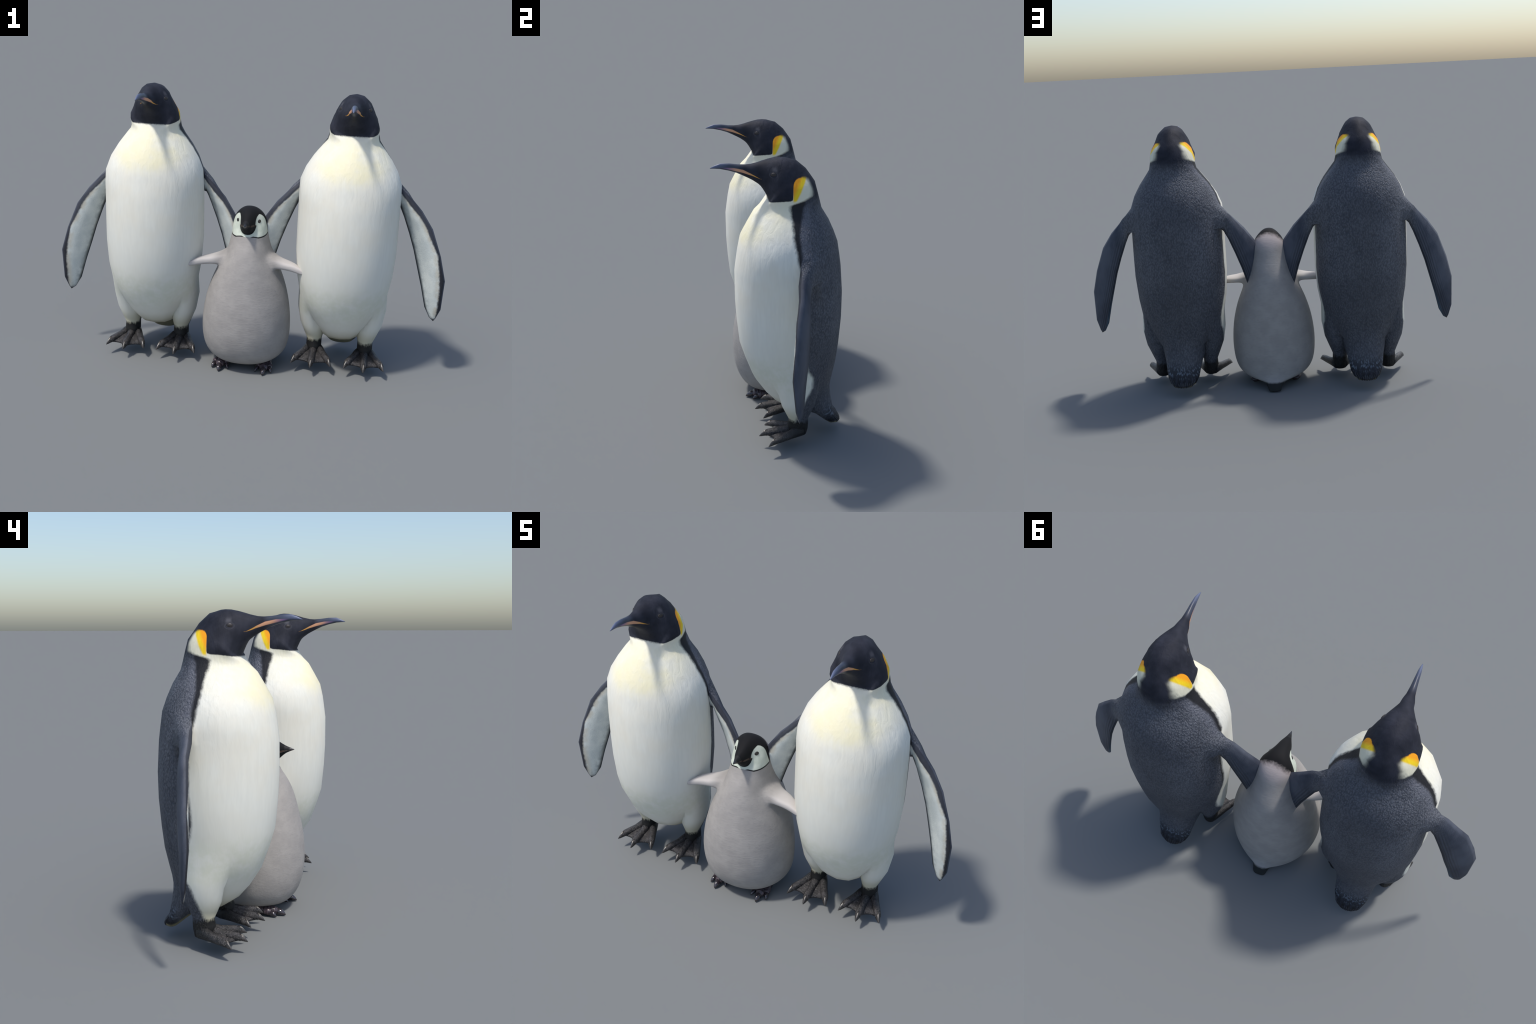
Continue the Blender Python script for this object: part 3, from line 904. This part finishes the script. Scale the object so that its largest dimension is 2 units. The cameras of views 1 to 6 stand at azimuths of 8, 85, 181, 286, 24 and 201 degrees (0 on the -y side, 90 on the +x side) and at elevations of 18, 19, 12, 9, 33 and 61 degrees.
    return subdivided(C.mesh("chick_skin"), 2)


def chick_feet(root):
    toe_m = Nodes("chick_toe")
    n = toe_m.noise(50, 4, 0.6)
    w = toe_m.ramp(toe_m.math("SINE", toe_m.mul(toe_m.y, 420.0)), -0.2, 0.9)
    c = toe_m.mix(toe_m.ramp(n, 0.35, 0.7), (0.020, 0.015, 0.020), (0.085, 0.06, 0.07))
    c = toe_m.mix(toe_m.mul(w, 0.3), c, (0.10, 0.075, 0.08))
    toe_m.bump(toe_m.add(w, n), 0.5, 0.003)
    toe_mat = toe_m.done(c, 0.3, 0.5)
    claw_mat = glossy_dark("chick_claw", (0.018, 0.014, 0.018), 0.12, 0.6)
    for side in (1, -1):
        bm = bmesh.new()
        base = Vector((CHICK_X + side * 0.115, 0.01, 0.03))
        tips = [Vector((CHICK_X + side * 0.1555, -0.1165, 0.0)), Vector((CHICK_X + side * 0.1155, -0.152, 0.0)), Vector((CHICK_X + side * 0.072, -0.118, 0.0))]
        big = (1.1, 1.4, 0.9)
        claws = []
        for tip, b in zip(tips, big):
            p = [base.lerp(tip, t) for t in (0.0, 0.3, 0.52, 0.66, 0.76)]
            zs = (0.022, 0.024, 0.023, 0.021, 0.017)
            rs = ((0.022, 0.02), (0.019, 0.021), (0.0165, 0.018), (0.0165, 0.0175), (0.0125, 0.0125))
            tube(bm, [(q.x, q.y, z) for q, z in zip(p, zs)], [(rw * b, rh * (0.6 + 0.4 * b)) for rw, rh in rs], 14, squash_floor=0.001)
            b2 = bmesh.new()
            q = [base.lerp(tip, t) for t in (0.68, 0.78, 0.88, 0.95, 1.0)]
            zc = (0.018, 0.017, 0.0125, 0.0075, 0.0030)
            rc = ((0.010, 0.010), (0.0115, 0.0125), (0.0095, 0.0105), (0.006, 0.0065), (0.0015, 0.0018))
            tube(b2, [(v.x, v.y, z) for v, z in zip(q, zc)], [(rw * b, rh * b) for rw, rh in rc], 14, squash_floor=0.0005)
            claws.append(b2)
        # sole and heel running back under the belly
        tube(bm, [(base.x - side * 0.005, 0.108, 0.012), (base.x, 0.085, 0.017), (base.x, 0.03, 0.022), (base.x, -0.03, 0.022), (base.x, -0.07, 0.018)],
             [(0.018, 0.009), (0.028, 0.014), (0.03, 0.02), (0.036, 0.02), (0.034, 0.014)], 14, squash_floor=0.001)
        foot = child("foot", plain_mesh("foot", bm, toe_mat), root)
        for b in claws:
            child("claw", plain_mesh("claw", b, claw_mat), foot)


def build_chick():
    root = bpy.data.objects.new("penguin_chick", None)
    SCENE.collection.objects.link(root)
    down, beak_m = chick_down(), chick_beak()
    skin = chick_body()
    split_by_tag(skin, {C_HEAD: ("head", down), C_BEAK: ("beak", beak_m), C_TORSO: ("torso", down), C_TAIL: ("tail", down),
                                C_WING_A: ("wing", down), C_WING_B: ("wing", down)}, root)
    eye_m = glossy_dark("chick_eye", (0.016, 0.015, 0.013), 0.3)
    glint_m = glossy_dark("chick_eye_glint", (0.42, 0.47, 0.52), 0.35)
    for side in (1, -1):
        ey, ez = -0.029, 0.7875
        ex, en = surface_x(skin, side, ey, ez, CHICK_X)
        turn = -side * math.atan2(-en.y, abs(en.x))
        child("eye", ball("eye", (ex - side * 0.0012, ey, ez), (0.0046, 0.0118, 0.0106), eye_m, rot_z=turn), root)
        child("eye_glint", ball("eye_glint", (ex - side * 0.0014, ey + 0.0012, ez - 0.0022), (0.0032, 0.0130, 0.0112), glint_m, rot_z=turn), root)  # bluish-white catchlight crescent modelled as a pale ball behind the eye
    chick_feet(root)
    root["label"] = "small grey downy penguin chick with black-capped pale face"
    root["category"] = "penguin chick"


build_adults()
build_chick()
